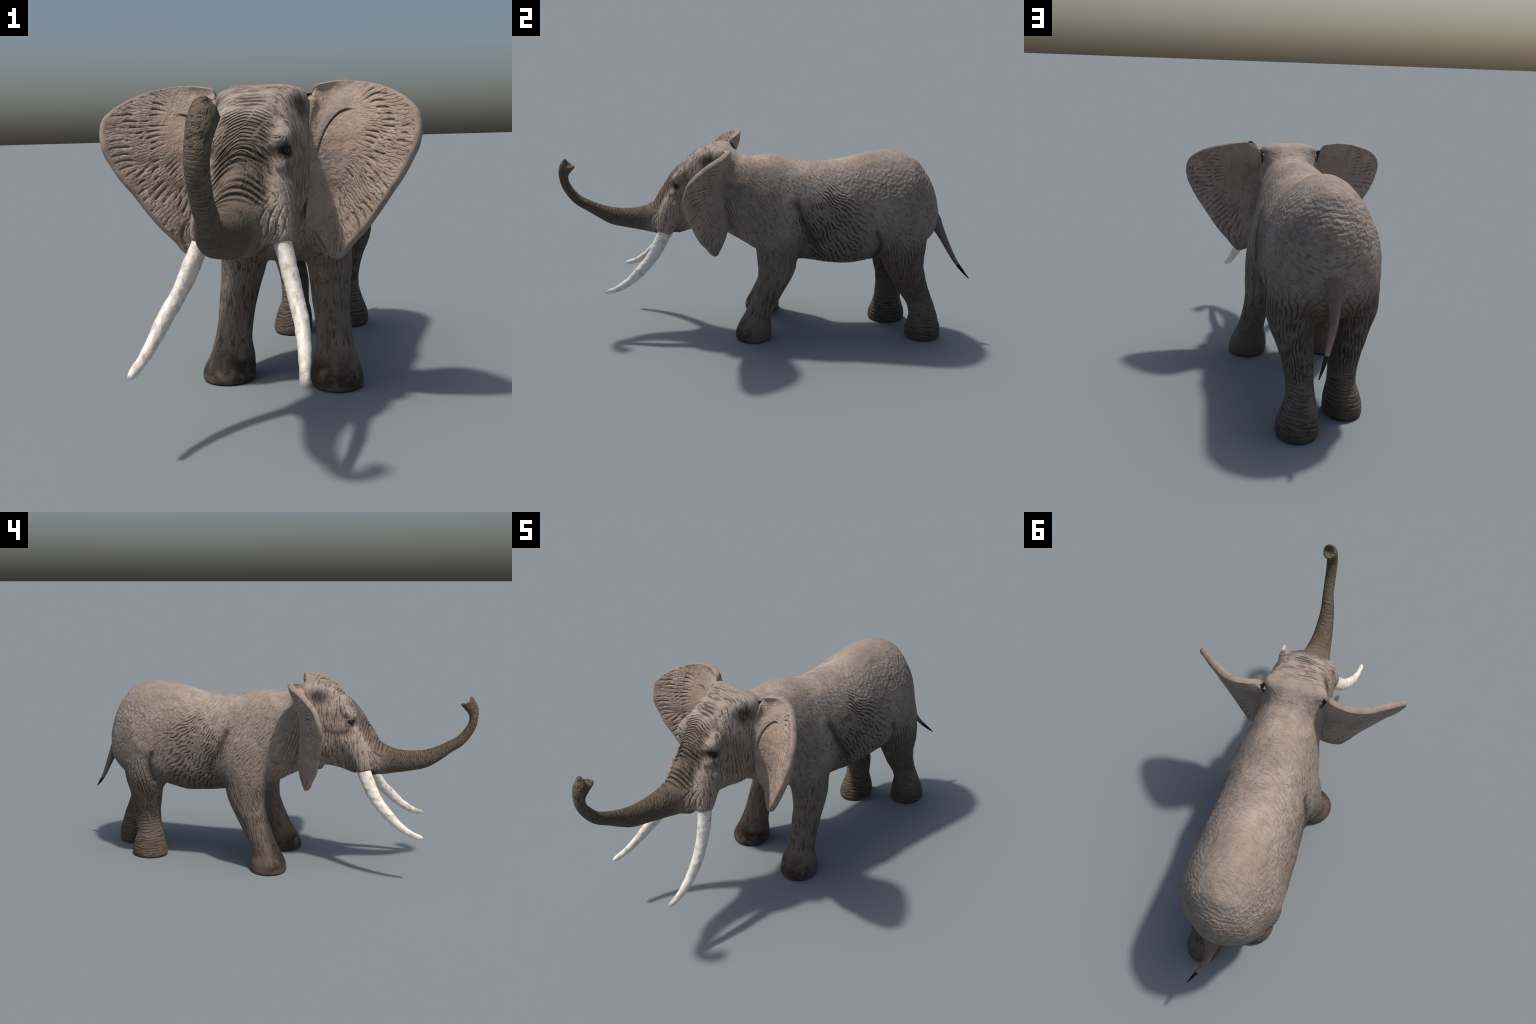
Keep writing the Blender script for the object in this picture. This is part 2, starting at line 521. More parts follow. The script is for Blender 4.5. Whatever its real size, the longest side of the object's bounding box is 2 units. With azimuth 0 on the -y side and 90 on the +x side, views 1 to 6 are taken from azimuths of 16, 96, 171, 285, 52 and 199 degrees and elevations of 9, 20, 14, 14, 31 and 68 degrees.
P = coords(body)
E = edges_of(body)
one = np.ones((len(P), 1))
P = smooth(P, E, 8, one, 0.5, -0.52)
pt = Pt(P[:, 0], P[:, 1], P[:, 2])
join = np.zeros(len(P))
for key, cy, cz in (("FL", 0.07, 0.46), ("FR", 0.08, 0.46), ("BL", 0.66, 0.50), ("BR", 0.62, 0.50)):
    sx = 1 if key.endswith("L") else -1
    m = ball(pt, (sx * 0.14, cy, cz), (0.20, 0.20, 0.17), 0.35) * (np.sign(P[:, 0]) == sx)
    join = np.maximum(join, m)
join = np.maximum(join, ball(pt, (0, 0.66, 0.42), (0.12, 0.2, 0.1), 0.4))
join = np.maximum(join, ball(pt, (0, -0.16, 0.70), (0.3, 0.08, 0.35), 0.4) * 0.8)
face = ball(pt, (0, -0.47, 0.66), (0.2, 0.10, 0.17), 0.3)
join = np.maximum(join, face * 0.5)
P = smooth(P, E, 28, join[:, None], 0.5)
P[:, 2] = np.maximum(P[:, 2], 0.0)
body.vertices.foreach_set("co", P.ravel())
body.update()

# refine, then press the folds in
src.data = body
sub = src.modifiers.new("refine", "SUBSURF")
sub.levels = sub.render_levels = 1
body = evaluated(src)
src.modifiers.clear()
P = coords(body)


def vnormals(m):
    m.update()
    a = np.empty(len(m.vertices) * 3)
    m.vertex_normals.foreach_get("vector", a)
    return a.reshape(-1, 3)


Nn = vnormals(body)
pt = Pt(P[:, 0], P[:, 1], P[:, 2])
fo = body_folds(pt)
h = (-0.0068 * fo["bridge"] - 0.0028 * fo["brow"] - 0.0010 * fo["ring"] - 0.0046 * fo["flank"] - 0.0080 * fo["elbow"] - 0.0085 * fo["fold"]
     - 0.0011 * fo["rump"] - 0.0030 * fo["thigh"] - 0.0018 * fo["ankle"] - 0.0016 * fo["fore"] - 0.0020 * fo["neck"] - 0.0022 * fo["jowl"] - 0.0026 * fo["lip"])
h += 0.0012 * fo["big"] * step(P[:, 1], -0.55, -0.45) + 0.0006 * fo["mid"] * step(P[:, 1], -0.60, -0.5)
lx, ly = fo["lx"], fo["ly"]
lp = Pt(np.abs(lx), ly, P[:, 2])


def press(c, r, depth, soft=0.6):
    return depth * ball(lp, c, r, soft)


h += press((0.115, -0.418, 0.757), (0.022, 0.020, 0.008), 0.004, 0.6)
h += press((0.115, -0.416, 0.736), (0.022, 0.018, 0.007), 0.004, 0.6)        # eyelids
h += press((0.108, -0.425, 0.790), (0.040, 0.050, 0.016), 0.003)             # brow ridge
h -= press((0.100, -0.448, 0.742), (0.026, 0.030, 0.024), 0.009)             # hollow in front of the eye
h -= press((0.118, -0.415, 0.690), (0.030, 0.045, 0.022), 0.006)             # hollow under the cheekbone
h += press((0.135, -0.350, 0.725), (0.030, 0.060, 0.022), 0.006)             # cheekbone
h += press((0.135, -0.285, 0.610), (0.040, 0.045, 0.060), 0.005)             # jaw
h += press((0.128, -0.190, 0.910), (0.03, 0.03, 0.02), 0.005)             # corner of the crown
h -= press((0.120, -0.275, 0.850), (0.040, 0.055, 0.040), 0.007)             # temple hollow
h -= press((0.082, -0.515, 0.515), (0.012, 0.035, 0.035), 0.008)             # furrow between trunk and tusk sheath
tp = Pt(P[:, 0], P[:, 1], P[:, 2])
side = step(np.abs(P[:, 0] + 0.02), 0.05, 0.12)
h += 0.004 * stroke_line(tp, HIP_CREST, 0.045) * side                         # crest of the hip
h += 0.006 * ball(tp, (0, 0.525, 0.47), (1, 0.045, 0.06), 0.6) * side         # skin of the groin fold
h -= 0.004 * ball(tp, (0, 0.72, 0.62), (1, 0.05, 0.10), 0.6) * side           # hollow behind the hip
h += 0.005 * ball(tp, (0, 0.12, 0.56), (1, 0.05, 0.10), 0.6) * side           # upper arm
h *= step(P[:, 2], 0.0, 0.03)
P = P + Nn * h[:, None]
P[:, 2] = np.maximum(P[:, 2], 0.0)
body.vertices.foreach_set("co", P.ravel())
body.update()
Nn = vnormals(body)


# --------------------------------------------------------------------------
# materials
# --------------------------------------------------------------------------
def new_mat(name):
    m = bpy.data.materials.new(name)
    m.use_nodes = True
    t = m.node_tree
    t.nodes.clear()
    out = t.nodes.new("ShaderNodeOutputMaterial")
    bs = t.nodes.new("ShaderNodeBsdfPrincipled")
    t.links.new(bs.outputs[0], out.inputs[0])
    Node.tree = t
    tc = t.nodes.new("ShaderNodeTexCoord")
    sep = t.nodes.new("ShaderNodeSeparateXYZ")
    t.links.new(tc.outputs["Object"], sep.inputs[0])
    p = Pt(Node(sep.outputs[0]), Node(sep.outputs[1]), Node(sep.outputs[2]), tc.outputs["Object"])
    return m, t, bs, p


def noise(t, p, scale, detail=4, rough=0.55, stretch=None, turn=None, distort=0.0):
    vec = p.vec
    if turn:
        r = t.nodes.new("ShaderNodeVectorRotate")
        r.rotation_type = "EULER_XYZ"
        r.inputs["Rotation"].default_value = turn
        t.links.new(vec, r.inputs["Vector"])
        vec = r.outputs[0]
    if stretch:
        mp = t.nodes.new("ShaderNodeMapping")
        mp.inputs["Scale"].default_value = stretch
        t.links.new(vec, mp.inputs[0])
        vec = mp.outputs[0]
    n = t.nodes.new("ShaderNodeTexNoise")
    n.inputs["Scale"].default_value = scale
    n.inputs["Detail"].default_value = detail
    n.inputs["Roughness"].default_value = rough
    n.inputs["Distortion"].default_value = distort
    t.links.new(vec, n.inputs["Vector"])
    return Node(n.outputs["Fac"])


def srgb(r, g, b):
    return tuple(((c / 255 + 0.055) / 1.055) ** 2.4 if c > 10 else c / 255 / 12.92 for c in (r, g, b)) + (1.0,)


def mix(t, fac, a, b, mode="MIX"):
    n = t.nodes.new("ShaderNodeMix")
    n.data_type = "RGBA"
    n.blend_type = mode
    n.clamp_factor = True
    Node.put(n.inputs[0], fac)
    for k, val in ((6, a), (7, b)):
        if isinstance(val, tuple):
            n.inputs[k].default_value = val
        else:
            t.links.new(val, n.inputs[k])
    return n.outputs[2]


def bump(t, bs, height, strength, dist):
    b = t.nodes.new("ShaderNodeBump")
    b.inputs["Strength"].default_value = strength
    b.inputs["Distance"].default_value = dist
    t.links.new(height.s, b.inputs["Height"])
    t.links.new(b.outputs[0], bs.inputs["Normal"])


def skin_material():
    m, t, bs, p = new_mat("elephant_hide")
    f = body_folds(p)
    lp = Pt(f["ax"], f["ly"], p.z, None)
    n_big = noise(t, p, 5, 3)
    n_mid = noise(t, p, 22, 4)
    n_fine = noise(t, p, 110, 4, 0.6)
    # fine wrinkle nets: slanted strokes on the sides, cross strokes on the legs
    warp = noise(t, p, 12, 2)
    n_flank = noise(t, p, 1.0, 3, 0.6, (34, 150, 40), (-0.75, 0, 0), 0.3)
    n_leg = noise(t, p, 1.0, 3, 0.6, (100, 110, 18), (0.22, 0.05, 0), 0.35)
    n_foot = noise(t, p, 1.0, 3, 0.6, (22, 22, 150), (0.1, 0, 0), 0.3)
    n_trunk = noise(t, p, 1.0, 3, 0.6, (30, 130, 60), (0.3, 0, 0), 0.4)
    n_face = noise(t, p, 1.0, 3, 0.6, (22, 120, 24), (0.12, 0, 0), 0.4)
    low = step(p.z, 0.24, 0.14) * f["hind"]
    upper = step(p.z, 0.90, 0.70) * 0.7 + 0.3
    body_zone = step(f["ly"], -0.24, -0.14) * upper * step(p.z, 0.30, 0.45)
    leg_zone = step(p.z, 0.52, 0.40) * step(f["ly"], -0.30, -0.18) * (1.0 - step(p.z, 0.13, 0.08) * (1.0 - f["hind"]) * 0.85)
    face_zone = step(f["ly"], -0.20, -0.26) * step(f["ly"], -0.60, -0.52)
    grain = n_flank * body_zone + (n_leg * (1.0 - low) + n_foot * low) * leg_zone + n_face * face_zone * 0.9
    net_body = step(n_flank, 0.50, 0.30) * body_zone * 0.45
    net_leg = (step(n_leg, 0.50, 0.30) * (1.0 - low) + step(n_foot, 0.50, 0.30) * low) * leg_zone * 0.75
    net_face = step(n_face, 0.50, 0.30) * face_zone * 0.72
    trunk_zone = step(f["ly"], -0.56, -0.62)
    grain = grain + n_trunk * trunk_zone
    net_face = fmax(net_face, step(n_trunk, 0.50, 0.30) * trunk_zone * 0.5)
    col = mix(t, step(n_big, 0.35, 0.65), srgb(156, 141, 128), srgb(172, 157, 145))
    col = mix(t, step(n_mid, 0.40, 0.72) * 0.5, col, srgb(134, 119, 106))
    n_back = noise(t, p, 1.0, 3, 0.6, (26, 9, 16), (0, 0, 0.3), 0.5)
    col = mix(t, step(n_back, 0.48, 0.68) * 0.30, col, srgb(126, 115, 108))
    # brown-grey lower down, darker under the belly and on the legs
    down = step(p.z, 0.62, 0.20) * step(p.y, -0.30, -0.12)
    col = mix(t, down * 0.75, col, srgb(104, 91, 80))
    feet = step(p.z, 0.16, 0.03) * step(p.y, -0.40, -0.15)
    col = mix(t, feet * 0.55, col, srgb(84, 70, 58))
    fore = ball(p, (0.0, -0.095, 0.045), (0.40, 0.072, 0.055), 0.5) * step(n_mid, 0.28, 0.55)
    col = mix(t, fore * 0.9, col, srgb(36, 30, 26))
    side = step(p.z, 0.72, 0.56) * step(p.y, -0.12, 0.0) * step(p.z, 0.30, 0.42)
    col = mix(t, side * 0.35, col, srgb(120, 110, 102))
    haunch = step(p.y, 0.46, 0.58) * step(p.z, 0.54, 0.44) * step(p.z, 0.16, 0.24)
    col = mix(t, haunch * 0.6, col, srgb(92, 80, 69))
    flank_zone = step(p.y, 0.14, 0.20) * step(p.y, 0.62, 0.40) * step(p.z, 0.76, 0.58)
    col = mix(t, flank_zone * 0.45, col, srgb(104, 92, 82))
    # trunk and nose: brown
    nose = step(f["ly"], -0.545, -0.63)
    col = mix(t, nose * 0.95, col, mix(t, step(n_big, 0.35, 0.65), srgb(80, 68, 54), srgb(97, 83, 65)))
    bridge = step(f["ax"], 0.10, 0.05) * step(f["ly"], -0.36, -0.44) * step(p.z, 0.90, 0.82)
    col = mix(t, bridge * 0.85, col, srgb(106, 94, 79))
    cheek = ball(lp, (0.12, -0.48, 0.60), (0.06, 0.05, 0.06), 0.5)
    col = mix(t, cheek * 0.6 * step(n_mid, 0.3, 0.6), col, srgb(168, 150, 140))
    temple = ball(lp, (0.13, -0.36, 0.74), (0.05, 0.06, 0.07), 0.5)
    col = mix(t, temple * 0.4, col, srgb(122, 108, 102))
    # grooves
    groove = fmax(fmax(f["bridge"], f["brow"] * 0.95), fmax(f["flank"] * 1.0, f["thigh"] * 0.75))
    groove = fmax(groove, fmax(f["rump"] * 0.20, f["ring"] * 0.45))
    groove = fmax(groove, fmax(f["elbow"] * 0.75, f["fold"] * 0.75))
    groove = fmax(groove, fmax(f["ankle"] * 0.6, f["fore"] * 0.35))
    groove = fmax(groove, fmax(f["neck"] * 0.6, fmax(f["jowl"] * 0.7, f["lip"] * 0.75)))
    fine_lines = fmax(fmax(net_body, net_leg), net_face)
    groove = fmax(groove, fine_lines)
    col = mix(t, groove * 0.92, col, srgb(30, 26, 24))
    # dark marks of the face
    eye = ball(lp, (0.116, -0.434, 0.748), (0.036, 0.034, 0.020), 0.5)
    col = mix(t, eye * 0.95, col, srgb(20, 17, 16))
    tem = ball(lp, (0.120, -0.262, 0.868), (0.034, 0.045, 0.034), 0.7) * step(n_mid, 0.10, 0.40)
    col = mix(t, tem * 0.80, col, srgb(34, 31, 28))
    bars = furrow((f["ly"] * 0.8 + p.z * 0.5 + f["mid"] * 0.0015) * (TAU / 0.017), 1.0)
    bar = ball(lp, (0.0, -0.352, 0.884), (0.040, 0.036, 0.036), 0.45) * (bars * 0.75 + 0.2)
    col = mix(t, bar * 0.9, col, srgb(36, 38, 38))
    mouth = ball(lp, (0.085, -0.535, 0.487), (0.035, 0.035, 0.028), 0.5)
    col = mix(t, mouth * 0.85, col, srgb(44, 32, 26))
    gum = ball(lp, (0.0, -0.455, 0.490), (0.05, 0.030, 0.022), 0.5)
    col = mix(t, gum * 0.7, col, srgb(92, 58, 54))
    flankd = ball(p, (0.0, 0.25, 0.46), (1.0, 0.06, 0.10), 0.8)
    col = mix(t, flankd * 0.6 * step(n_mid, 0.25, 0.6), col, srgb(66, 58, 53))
    col = mix(t, step(n_fine, 0.5, 0.75) * 0.14, col, srgb(70, 60, 52))
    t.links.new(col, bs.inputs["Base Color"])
    bs.inputs["Roughness"].default_value = 0.75
    bs.inputs["Specular IOR Level"].default_value = 0.25
    hgt = n_mid * 0.45 + n_fine * 0.25 + grain * 1.7 - groove * 0.6
    bump(t, bs, hgt, 0.8, 0.009)
    return m


def ear_material():
    m, t, bs, p = new_mat("ear_hide")
    f = ear_folds(p)
    n_big, n_mid, n_fine = noise(t, p, 9, 3), noise(t, p, 40, 4), noise(t, p, 120, 4, 0.6)
    col = mix(t, step(n_big, 0.35, 0.65), srgb(158, 140, 126), srgb(174, 157, 143))
    col = mix(t, step(n_mid, 0.45, 0.7) * 0.5, col, srgb(126, 110, 98))
    col = mix(t, ball(Pt(f["ax"], p.y, p.z), (0.27, -0.2, 0.80), (0.09, 1.0, 0.07), 0.6) * 0.5, col, srgb(166, 140, 122))
    geo = t.nodes.new("ShaderNodeNewGeometry")
    gs = t.nodes.new("ShaderNodeSeparateXYZ")
    t.links.new(geo.outputs["Normal"], gs.inputs[0])
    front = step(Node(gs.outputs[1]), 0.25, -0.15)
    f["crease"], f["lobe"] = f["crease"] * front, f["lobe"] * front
    f["fan"], f["fine"] = f["fan"] * (front * 0.2 + 0.8), f["fine"] * (front * 0.5 + 0.5)
    col = mix(t, f["fan"] * 0.74, col, srgb(48, 41, 36))
    col = mix(t, f["fine"] * 0.55, col, srgb(74, 64, 57))
    col = mix(t, f["lobe"] * 0.45, col, srgb(140, 130, 126))
    col = mix(t, f["crease"] * 0.9, col, srgb(36, 31, 28))  # shadow below the lobe's ridge drawn in as a dark line
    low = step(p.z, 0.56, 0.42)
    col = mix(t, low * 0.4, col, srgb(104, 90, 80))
    col = mix(t, step(n_fine, 0.5, 0.72) * 0.25, col, srgb(84, 72, 64))
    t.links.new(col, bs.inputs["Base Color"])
    bs.inputs["Roughness"].default_value = 0.75
    bs.inputs["Specular IOR Level"].default_value = 0.25
    bump(t, bs, n_mid * 1.2 + n_fine * 0.5 - f["fan"] * 0.4 - f["fine"] * 0.3, 0.7, 0.009)
    return m


def plain_material(name, col, rough=0.6, speck=None, coat=0.0):
    m, t, bs, p = new_mat(name)
    c = col
    if speck:
        c = mix(t, step(noise(t, p, speck[1], 4), 0.42, 0.70) * speck[2], col, speck[0])
    else:
        c = mix(t, noise(t, p, 60, 3) * 0.3, col, tuple(k * 0.7 for k in col[:3]) + (1.0,))
    t.links.new(c, bs.inputs["Base Color"])
    bs.inputs["Roughness"].default_value = rough
    bs.inputs["Specular IOR Level"].default_value = 0.2
    bs.inputs["Coat Weight"].default_value = coat
    return m


def tusk_material():
    m, t, bs, p = new_mat("ivory")
    n1 = noise(t, p, 1.0, 4, 0.6, (60, 32, 32))
    n2 = noise(t, p, 14, 3)
    col = mix(t, step(n1, 0.48, 0.68) * 0.7, srgb(232, 224, 212), srgb(176, 158, 140))
    col = mix(t, step(n2, 0.45, 0.7) * 0.35, col, srgb(240, 234, 226))
    t.links.new(col, bs.inputs["Base Color"])
    bs.inputs["Roughness"].default_value = 0.45
    bump(t, bs, n1 * 1.0 + noise(t, p, 70, 3) * 0.5, 0.5, 0.006)
    return m


RIMSKIN = plain_material("ear_rim_hide", srgb(152, 136, 124), 0.75, (srgb(122, 108, 98), 40, 0.7))
HIDE, EAR, IVORY = skin_material(), ear_material(), tusk_material()
EYE = plain_material("eye_gloss", srgb(22, 15, 11), 0.25, coat=0.3)
TAILSKIN = plain_material("tail_hide", srgb(120, 104, 98), 0.75, (srgb(92, 80, 74), 30, 0.6))
TUFT = plain_material("tail_hair", srgb(8, 7, 7), 0.6)
SHADE = plain_material("ear_gap_near_black", srgb(26, 21, 20), 0.9)
GUM = plain_material("mouth_lining", srgb(104, 62, 58), 0.5)

# --------------------------------------------------------------------------
# objects
# --------------------------------------------------------------------------
root = bpy.data.objects.new("elephant", None)
bpy.context.scene.collection.objects.link(root)
root["label"] = "African elephant walking with raised trunk and long tusks"
root["category"] = "elephant"


def make(name, verts, faces, mat, normals=None, parent=root):
    m = bpy.data.meshes.new(name)
    m.from_pydata(np.asarray(verts).tolist(), [], [tuple(int(i) for i in q) for q in faces])
    m.materials.append(mat)
    m.update()
    m.polygons.foreach_set("use_smooth", [True] * len(m.polygons))
    if normals is not None:
        m.normals_split_custom_set_from_vertices(np.asarray(normals).tolist())
    o = bpy.data.objects.new(name, m)
    bpy.context.scene.collection.objects.link(o)
    o.parent = parent
    return o


# split the one skin by region
nf = len(body.polygons)
tot = np.empty(nf, dtype=np.int64)
body.polygons.foreach_get("loop_total", tot)
quads = np.empty(len(body.loops), dtype=np.int64)
body.loops.foreach_get("vertex_index", quads)
assert (tot == 4).all()
quads = quads.reshape(-1, 4)
C = P[quads].mean(1)
clx = (C[:, 0] + 0.005) * CY + (C[:, 1] + 0.15) * SY
cly = (C[:, 1] + 0.15) * CY - (C[:, 0] + 0.005) * SY - 0.15
region = np.zeros(nf, dtype=int)                                             # torso
region[cly < -0.175 + 0.06 * (0.7 - C[:, 2])] = 1                            # head
region[(cly + 0.45 * (C[:, 2] - 0.55) < -0.575) & (cly < -0.53)] = 2         # trunk
cut = 0.40
frontl = (C[:, 1] > -0.2) & (C[:, 1] < 0.30) & (C[:, 2] < 0.40 + 0.35 * np.abs(C[:, 0]) - 0.03)
frontl &= (np.abs(C[:, 0]) > 0.055)
hindl = (C[:, 1] > 0.46) & (C[:, 2] < 0.40 + 0.25 * np.abs(C[:, 0]) - 0.01)
region[frontl & (C[:, 0] > 0)] = 3
region[frontl & (C[:, 0] < 0)] = 4
region[hindl & (C[:, 0] > -0.005)] = 5
region[hindl & (C[:, 0] <= -0.005)] = 6
for r in (3, 4, 5, 6):
    region[(region == r) & (C[:, 2] < 0.085)] = r + 10
NAMES = {0: "torso", 1: "head", 2: "trunk", 3: "foreleg", 4: "foreleg", 5: "hindleg", 6: "hindleg",
         13: "foot", 14: "foot", 15: "foot", 16: "foot"}
made = {}
for r in (0, 1, 2, 3, 4, 5, 6, 13, 14, 15, 16):
    q = quads[region == r]
    used, inv = np.unique(q, return_inverse=True)
    made[r] = make(NAMES[r], P[used], inv.reshape(-1, 4), HIDE, Nn[used], made[r - 10] if r > 10 else root)
bpy.data.objects.remove(src)

# ears --------------------------------------------------------------------
# rim of the ear, from the crown round to the tip and back to the neck (head-local, left side)
RIM = [
    (0.143, -0.187, 0.905), (0.152, -0.176, 0.926), (0.190, -0.160, 0.938), (0.228, -0.152, 0.942), (0.275, -0.158, 0.936),
    (0.325, -0.182, 0.924), (0.364, -0.213, 0.911), (0.400, -0.245, 0.892), (0.430, -0.276, 0.868),
    (0.451, -0.303, 0.837), (0.456, -0.314, 0.804), (0.453, -0.323, 0.776), (0.447, -0.325, 0.750),
    (0.430, -0.321, 0.714), (0.404, -0.317, 0.667), (0.375, -0.305, 0.624), (0.340, -0.293, 0.572),
    (0.302, -0.277, 0.520), (0.264, -0.255, 0.478), (0.238, -0.243, 0.447), (0.222, -0.234, 0.434), (0.204, -0.228, 0.436),
    (0.180, -0.213, 0.465), (0.150, -0.195, 0.510),
]
ROOT = [(0.140, -0.187, 0.900), (0.130, -0.205, 0.85), (0.128, -0.215, 0.78), (0.128, -0.215, 0.70), (0.126, -0.205, 0.62), (0.120, -0.190, 0.53)]


def ear_mesh(sx):
    nt, nu = 300, 110
    rim = spline(RIM, nt)
    if sx < 0:                                                # this ear is cocked slightly higher
        rim[:, 0] += 0.007 * step(rim[:, 2], 0.72, 0.88) * step(rim[:, 0], 0.2, 0.3) - 0.009 * step(rim[:, 2], 0.74, 0.62) * step(rim[:, 2], 0.44, 0.52)
        rim[:, 2] += 0.005 * step(rim[:, 0], 0.2, 0.3) * step(rim[:, 2], 0.72, 0.88)
    rt = spline(ROOT, nt)
    T = np.linspace(0, 1, nt)
    # points on the root keep pace with the rim's height
    zr = np.interp(np.linspace(0, 1, nt), np.linspace(0, 1, nt), rt[:, 2])
    U = np.linspace(0, 1, nu)[None, :, None]
    mid = rt[:, None, :] * (1 - U) + rim[:, None, :] * U
    bowl = np.sin(np.pi * U[..., 0] ** 0.9) * 0.040 * (np.sin(np.pi * np.clip(T * 1.02, 0, 1)) ** 0.7)[:, None]
    mid[..., 1] += bowl
    # rim turns over a little towards the back at the top
    du = np.gradient(mid, axis=1)
    dt = np.gradient(mid, axis=0)
    nrm = np.cross(dt, du)
    nrm /= np.linalg.norm(nrm, axis=2)[..., None] + 1e-9
    nrm *= np.where(nrm[..., 1:2] > 0, -1, 1)                  # towards the front
    nrm[0], nrm[-1] = nrm[1], nrm[-2]
    nrm[:, 0] = nrm[:, 1]
    k0, k1 = int(nt * 0.10), int(nt * 0.93)                    # calm the narrow ends of the sheet
    for i in range(k0):
        nrm[i] = nrm[k0]
    for i in range(k1, nt):
        nrm[i] = nrm[k1]
    edge = np.sqrt(np.clip(1 - ((U[..., 0] - 0.965) / 0.035).clip(0, 1) ** 2, 0, 1))
    half = (0.0118 + 0.016 * (1 - U[..., 0]) ** 4) * edge
    taper = np.clip(np.sin(np.pi * T) * 8, 0.25, 1)[:, None]
    half = half * taper
    front, back = mid + nrm * half[..., None], mid - nrm * (half * 1.2)[..., None]

    calm = (np.clip((T - 0.04) * 9, 0, 1) * np.clip((0.97 - T) * 9, 0, 1))[:, None]

    def fold(S, sign):
        W = S.copy()
        W[..., 0] *= sx
        W = head_to_world(W)
        f = ear_folds(Pt(W[..., 0], W[..., 1], W[..., 2]))
        hh = (-0.0046 * f["fan"] - 0.0014 * f["fine"]) * step(U[..., 0], 0.97, 0.78) + 0.0012 * f["mid"] * step(U[..., 0], 1.0, 0.8)
        if sign > 0:
            hh = hh - 0.003 * f["crease"] + 0.0035 * f["lobe"] * step(U[..., 0], 1.0, 0.85)
        return W, hh * calm
    Wf, hf = fold(front, 1)
    Wb, hb = fold(back, -1)
    nw = nrm.copy()
    nw[..., 0] *= sx
    nw = head_to_world(nw + [0, -0.15, 0]) - [-0.005, -0.15, 0]
    Wf = Wf + nw * (hf * edge)[..., None]
    Wb = Wb - nw * (hb * edge * 0.8)[..., None]
    v = np.concatenate([Wf.reshape(-1, 3), Wb.reshape(-1, 3)])
    n0 = nt * nu
    i, j = np.meshgrid(np.arange(nt - 1), np.arange(nu - 1), indexing="ij")
    a = (i * nu + j).ravel()
    q = np.stack([a, a + 1, a + nu + 1, a + nu], 1)
    f1 = q if sx > 0 else q[:, ::-1]
    f2 = (q + n0)[:, ::-1] if sx > 0 else q + n0
    k = np.arange(nt - 1)
    r = k * nu + nu - 1
    s1 = np.stack([r, r + n0, r + nu + n0, r + nu], 1)
    c = np.arange(nu - 1)
    s2 = np.stack([c, c + n0, c + 1 + n0, c + 1], 1)
    e = (nt - 1) * nu + c
    s3 = np.stack([e, e + 1, e + 1 + n0, e + n0], 1)
    l = k * nu
    s4 = np.stack([l, l + nu, l + nu + n0, l + n0], 1)
    side = np.concatenate([s1, s2, s3, s4])
    if sx < 0:
        side = side[:, ::-1]
    rimq = (j.ravel() >= int(0.962 * nu))
    slot = np.concatenate([rimq, rimq, np.ones(len(s1)), np.zeros(len(s2) + len(s3) + len(s4))]).astype(int)
    return v, np.concatenate([f1, f2, side]), slot


import bmesh


def tidy(o, dist=0.0002):
    b = bmesh.new()
    b.from_mesh(o.data)
    bmesh.ops.remove_doubles(b, verts=b.verts, dist=dist)
    bmesh.ops.recalc_face_normals(b, faces=b.faces)
    b.to_mesh(o.data)
    b.free()


for sx in (1, -1):
    v, f, slot = ear_mesh(sx)
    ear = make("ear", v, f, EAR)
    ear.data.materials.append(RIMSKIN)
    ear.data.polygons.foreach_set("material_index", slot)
    tidy(ear)
    # near-black wedge set in the gap between ear and head
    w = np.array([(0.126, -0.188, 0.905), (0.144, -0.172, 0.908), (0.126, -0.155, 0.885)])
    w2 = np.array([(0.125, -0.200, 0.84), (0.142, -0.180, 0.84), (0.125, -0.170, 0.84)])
    a, b = w.copy(), w2.copy()
    a[:, 0] *= sx
    b[:, 0] *= sx
    fo_ = make("ear_gap_dark_wedge", head_to_world(np.concatenate([a, b])), [(0, 1, 2), (3, 5, 4), (0, 3, 4, 1), (1, 4, 5, 2), (2, 5, 3, 0)], SHADE, None, ear)
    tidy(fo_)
    fo_.data.polygons.foreach_set("use_smooth", [False] * len(fo_.data.polygons))

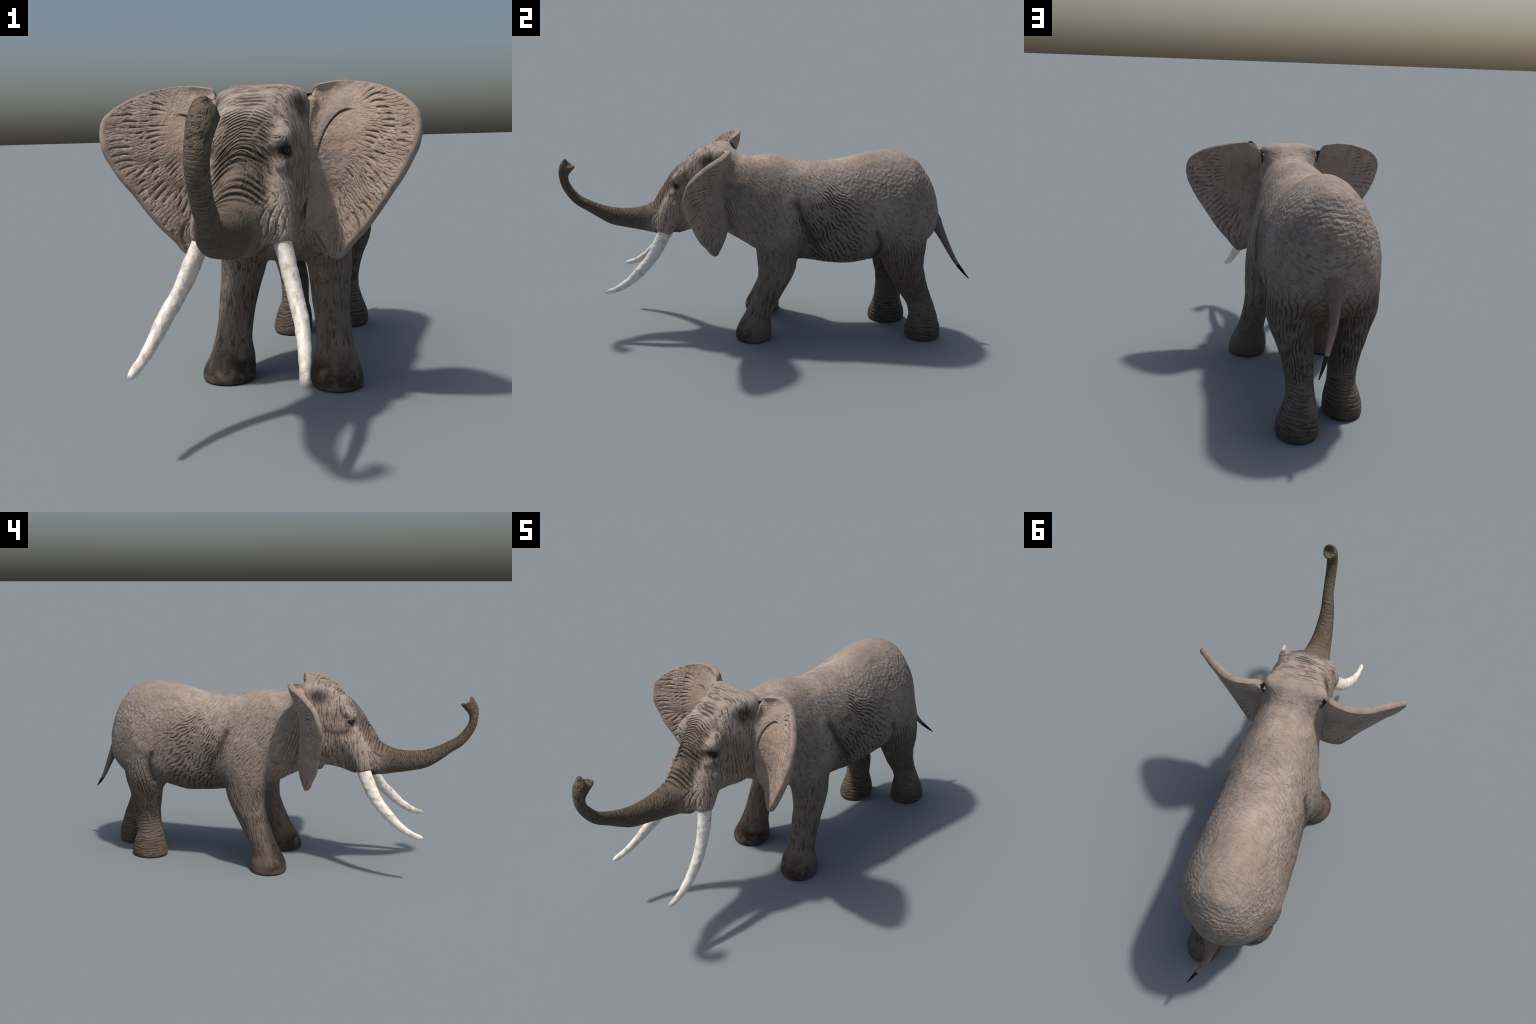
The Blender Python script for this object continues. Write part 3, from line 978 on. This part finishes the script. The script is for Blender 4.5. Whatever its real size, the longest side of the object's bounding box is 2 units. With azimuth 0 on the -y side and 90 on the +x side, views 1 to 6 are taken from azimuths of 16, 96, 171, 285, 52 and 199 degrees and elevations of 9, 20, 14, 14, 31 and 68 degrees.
# tusks -------------------------------------------------------------------
for sx in (1, -1):
    TUSK = [
        (sx * 0.090, -0.462, 0.575, 0.033, 0.023), (sx * 0.108, -0.484, 0.520, 0.033, 0.0235), (sx * 0.131, -0.515, 0.452, 0.031, 0.0225),
        (sx * 0.153, -0.553, 0.390, 0.028, 0.021), (sx * 0.176, -0.602, 0.336, 0.0245, 0.019), (sx * 0.191, -0.658, 0.285, 0.020, 0.0165),
        (sx * 0.202, -0.722, 0.247, 0.0145, 0.0125), (sx * 0.207, -0.768, 0.233, 0.0095, 0.009), (sx * 0.207, -0.776, 0.231, 0.006, 0.006),
    ]
    v, f = loft(head_to_world(tube(TUSK, 120, 40)))
    w = Pt(v[:, 0], v[:, 1], v[:, 2])
    cen_y = waves(w, 0.03, 41) * 0.0007 + waves(w, 0.10, 42) * 0.0008
    o = make("tusk", v, f, IVORY)
    tidy(o, 0.00005)
    nv = vnormals(o.data)
    q = coords(o.data)
    w = Pt(q[:, 0], q[:, 1], q[:, 2])
    q = q + nv * (waves(w, 0.03, 41) * 0.0007 + waves(w, 0.10, 42) * 0.0008)[:, None]
    o.data.vertices.foreach_set("co", q.ravel())
    o.data.update()

# eyes --------------------------------------------------------------------
for sx in (1, -1):
    b = bmesh.new()
    bmesh.ops.create_uvsphere(b, u_segments=24, v_segments=16, radius=0.0095)
    vv = np.array([tuple(q.co) for q in b.verts]) + head_to_world((sx * 0.1095, -0.4185, 0.7480))
    ff = [[q.index for q in k.verts] for k in b.faces]
    b.free()
    make("eye", vv, ff, EYE)

# tail --------------------------------------------------------------------
TAIL = [
    (-0.003, 0.785, 0.595, 0.036, 0.038), (-0.003, 0.822, 0.570, 0.035, 0.036), (-0.004, 0.842, 0.537, 0.027, 0.028), (-0.002, 0.865, 0.496, 0.0200, 0.0200),
    (0.004, 0.889, 0.450, 0.0155, 0.015), (0.020, 0.918, 0.398, 0.012, 0.0115), (0.037, 0.946, 0.356, 0.009, 0.0085), (0.054, 0.973, 0.325, 0.0065, 0.006), (0.071, 0.999, 0.297, 0.002, 0.002),
]
rings = tube(TAIL, 90, 24)
cutk = int(np.argmin(np.abs(rings[:, :, 2].mean(1) - 0.353)))
v, f = loft(rings[:cutk + 1])
tail = make("tail", v, f, TAILSKIN)
r2 = rings[cutk - 1:].copy()
r2[0] = r2[0].mean(0) + (r2[0] - r2[0].mean(0)) * 1.04
v, f = loft(r2)
make("tail_tuft", v, f, TUFT, None, tail)
for o in bpy.data.objects:
    if o.name.startswith("tail"):
        tidy(o, 0.00005)

# mouth -------------------------------------------------------------------
b = bmesh.new()
bmesh.ops.create_uvsphere(b, u_segments=24, v_segments=16, radius=1.0)
vv = head_to_world(np.array([tuple(q.co) for q in b.verts]) * [0.030, 0.060, 0.016] + [0, -0.470, 0.497])
ff = [[q.index for q in k.verts] for k in b.faces]
b.free()
make("mouth", vv, ff, GUM)
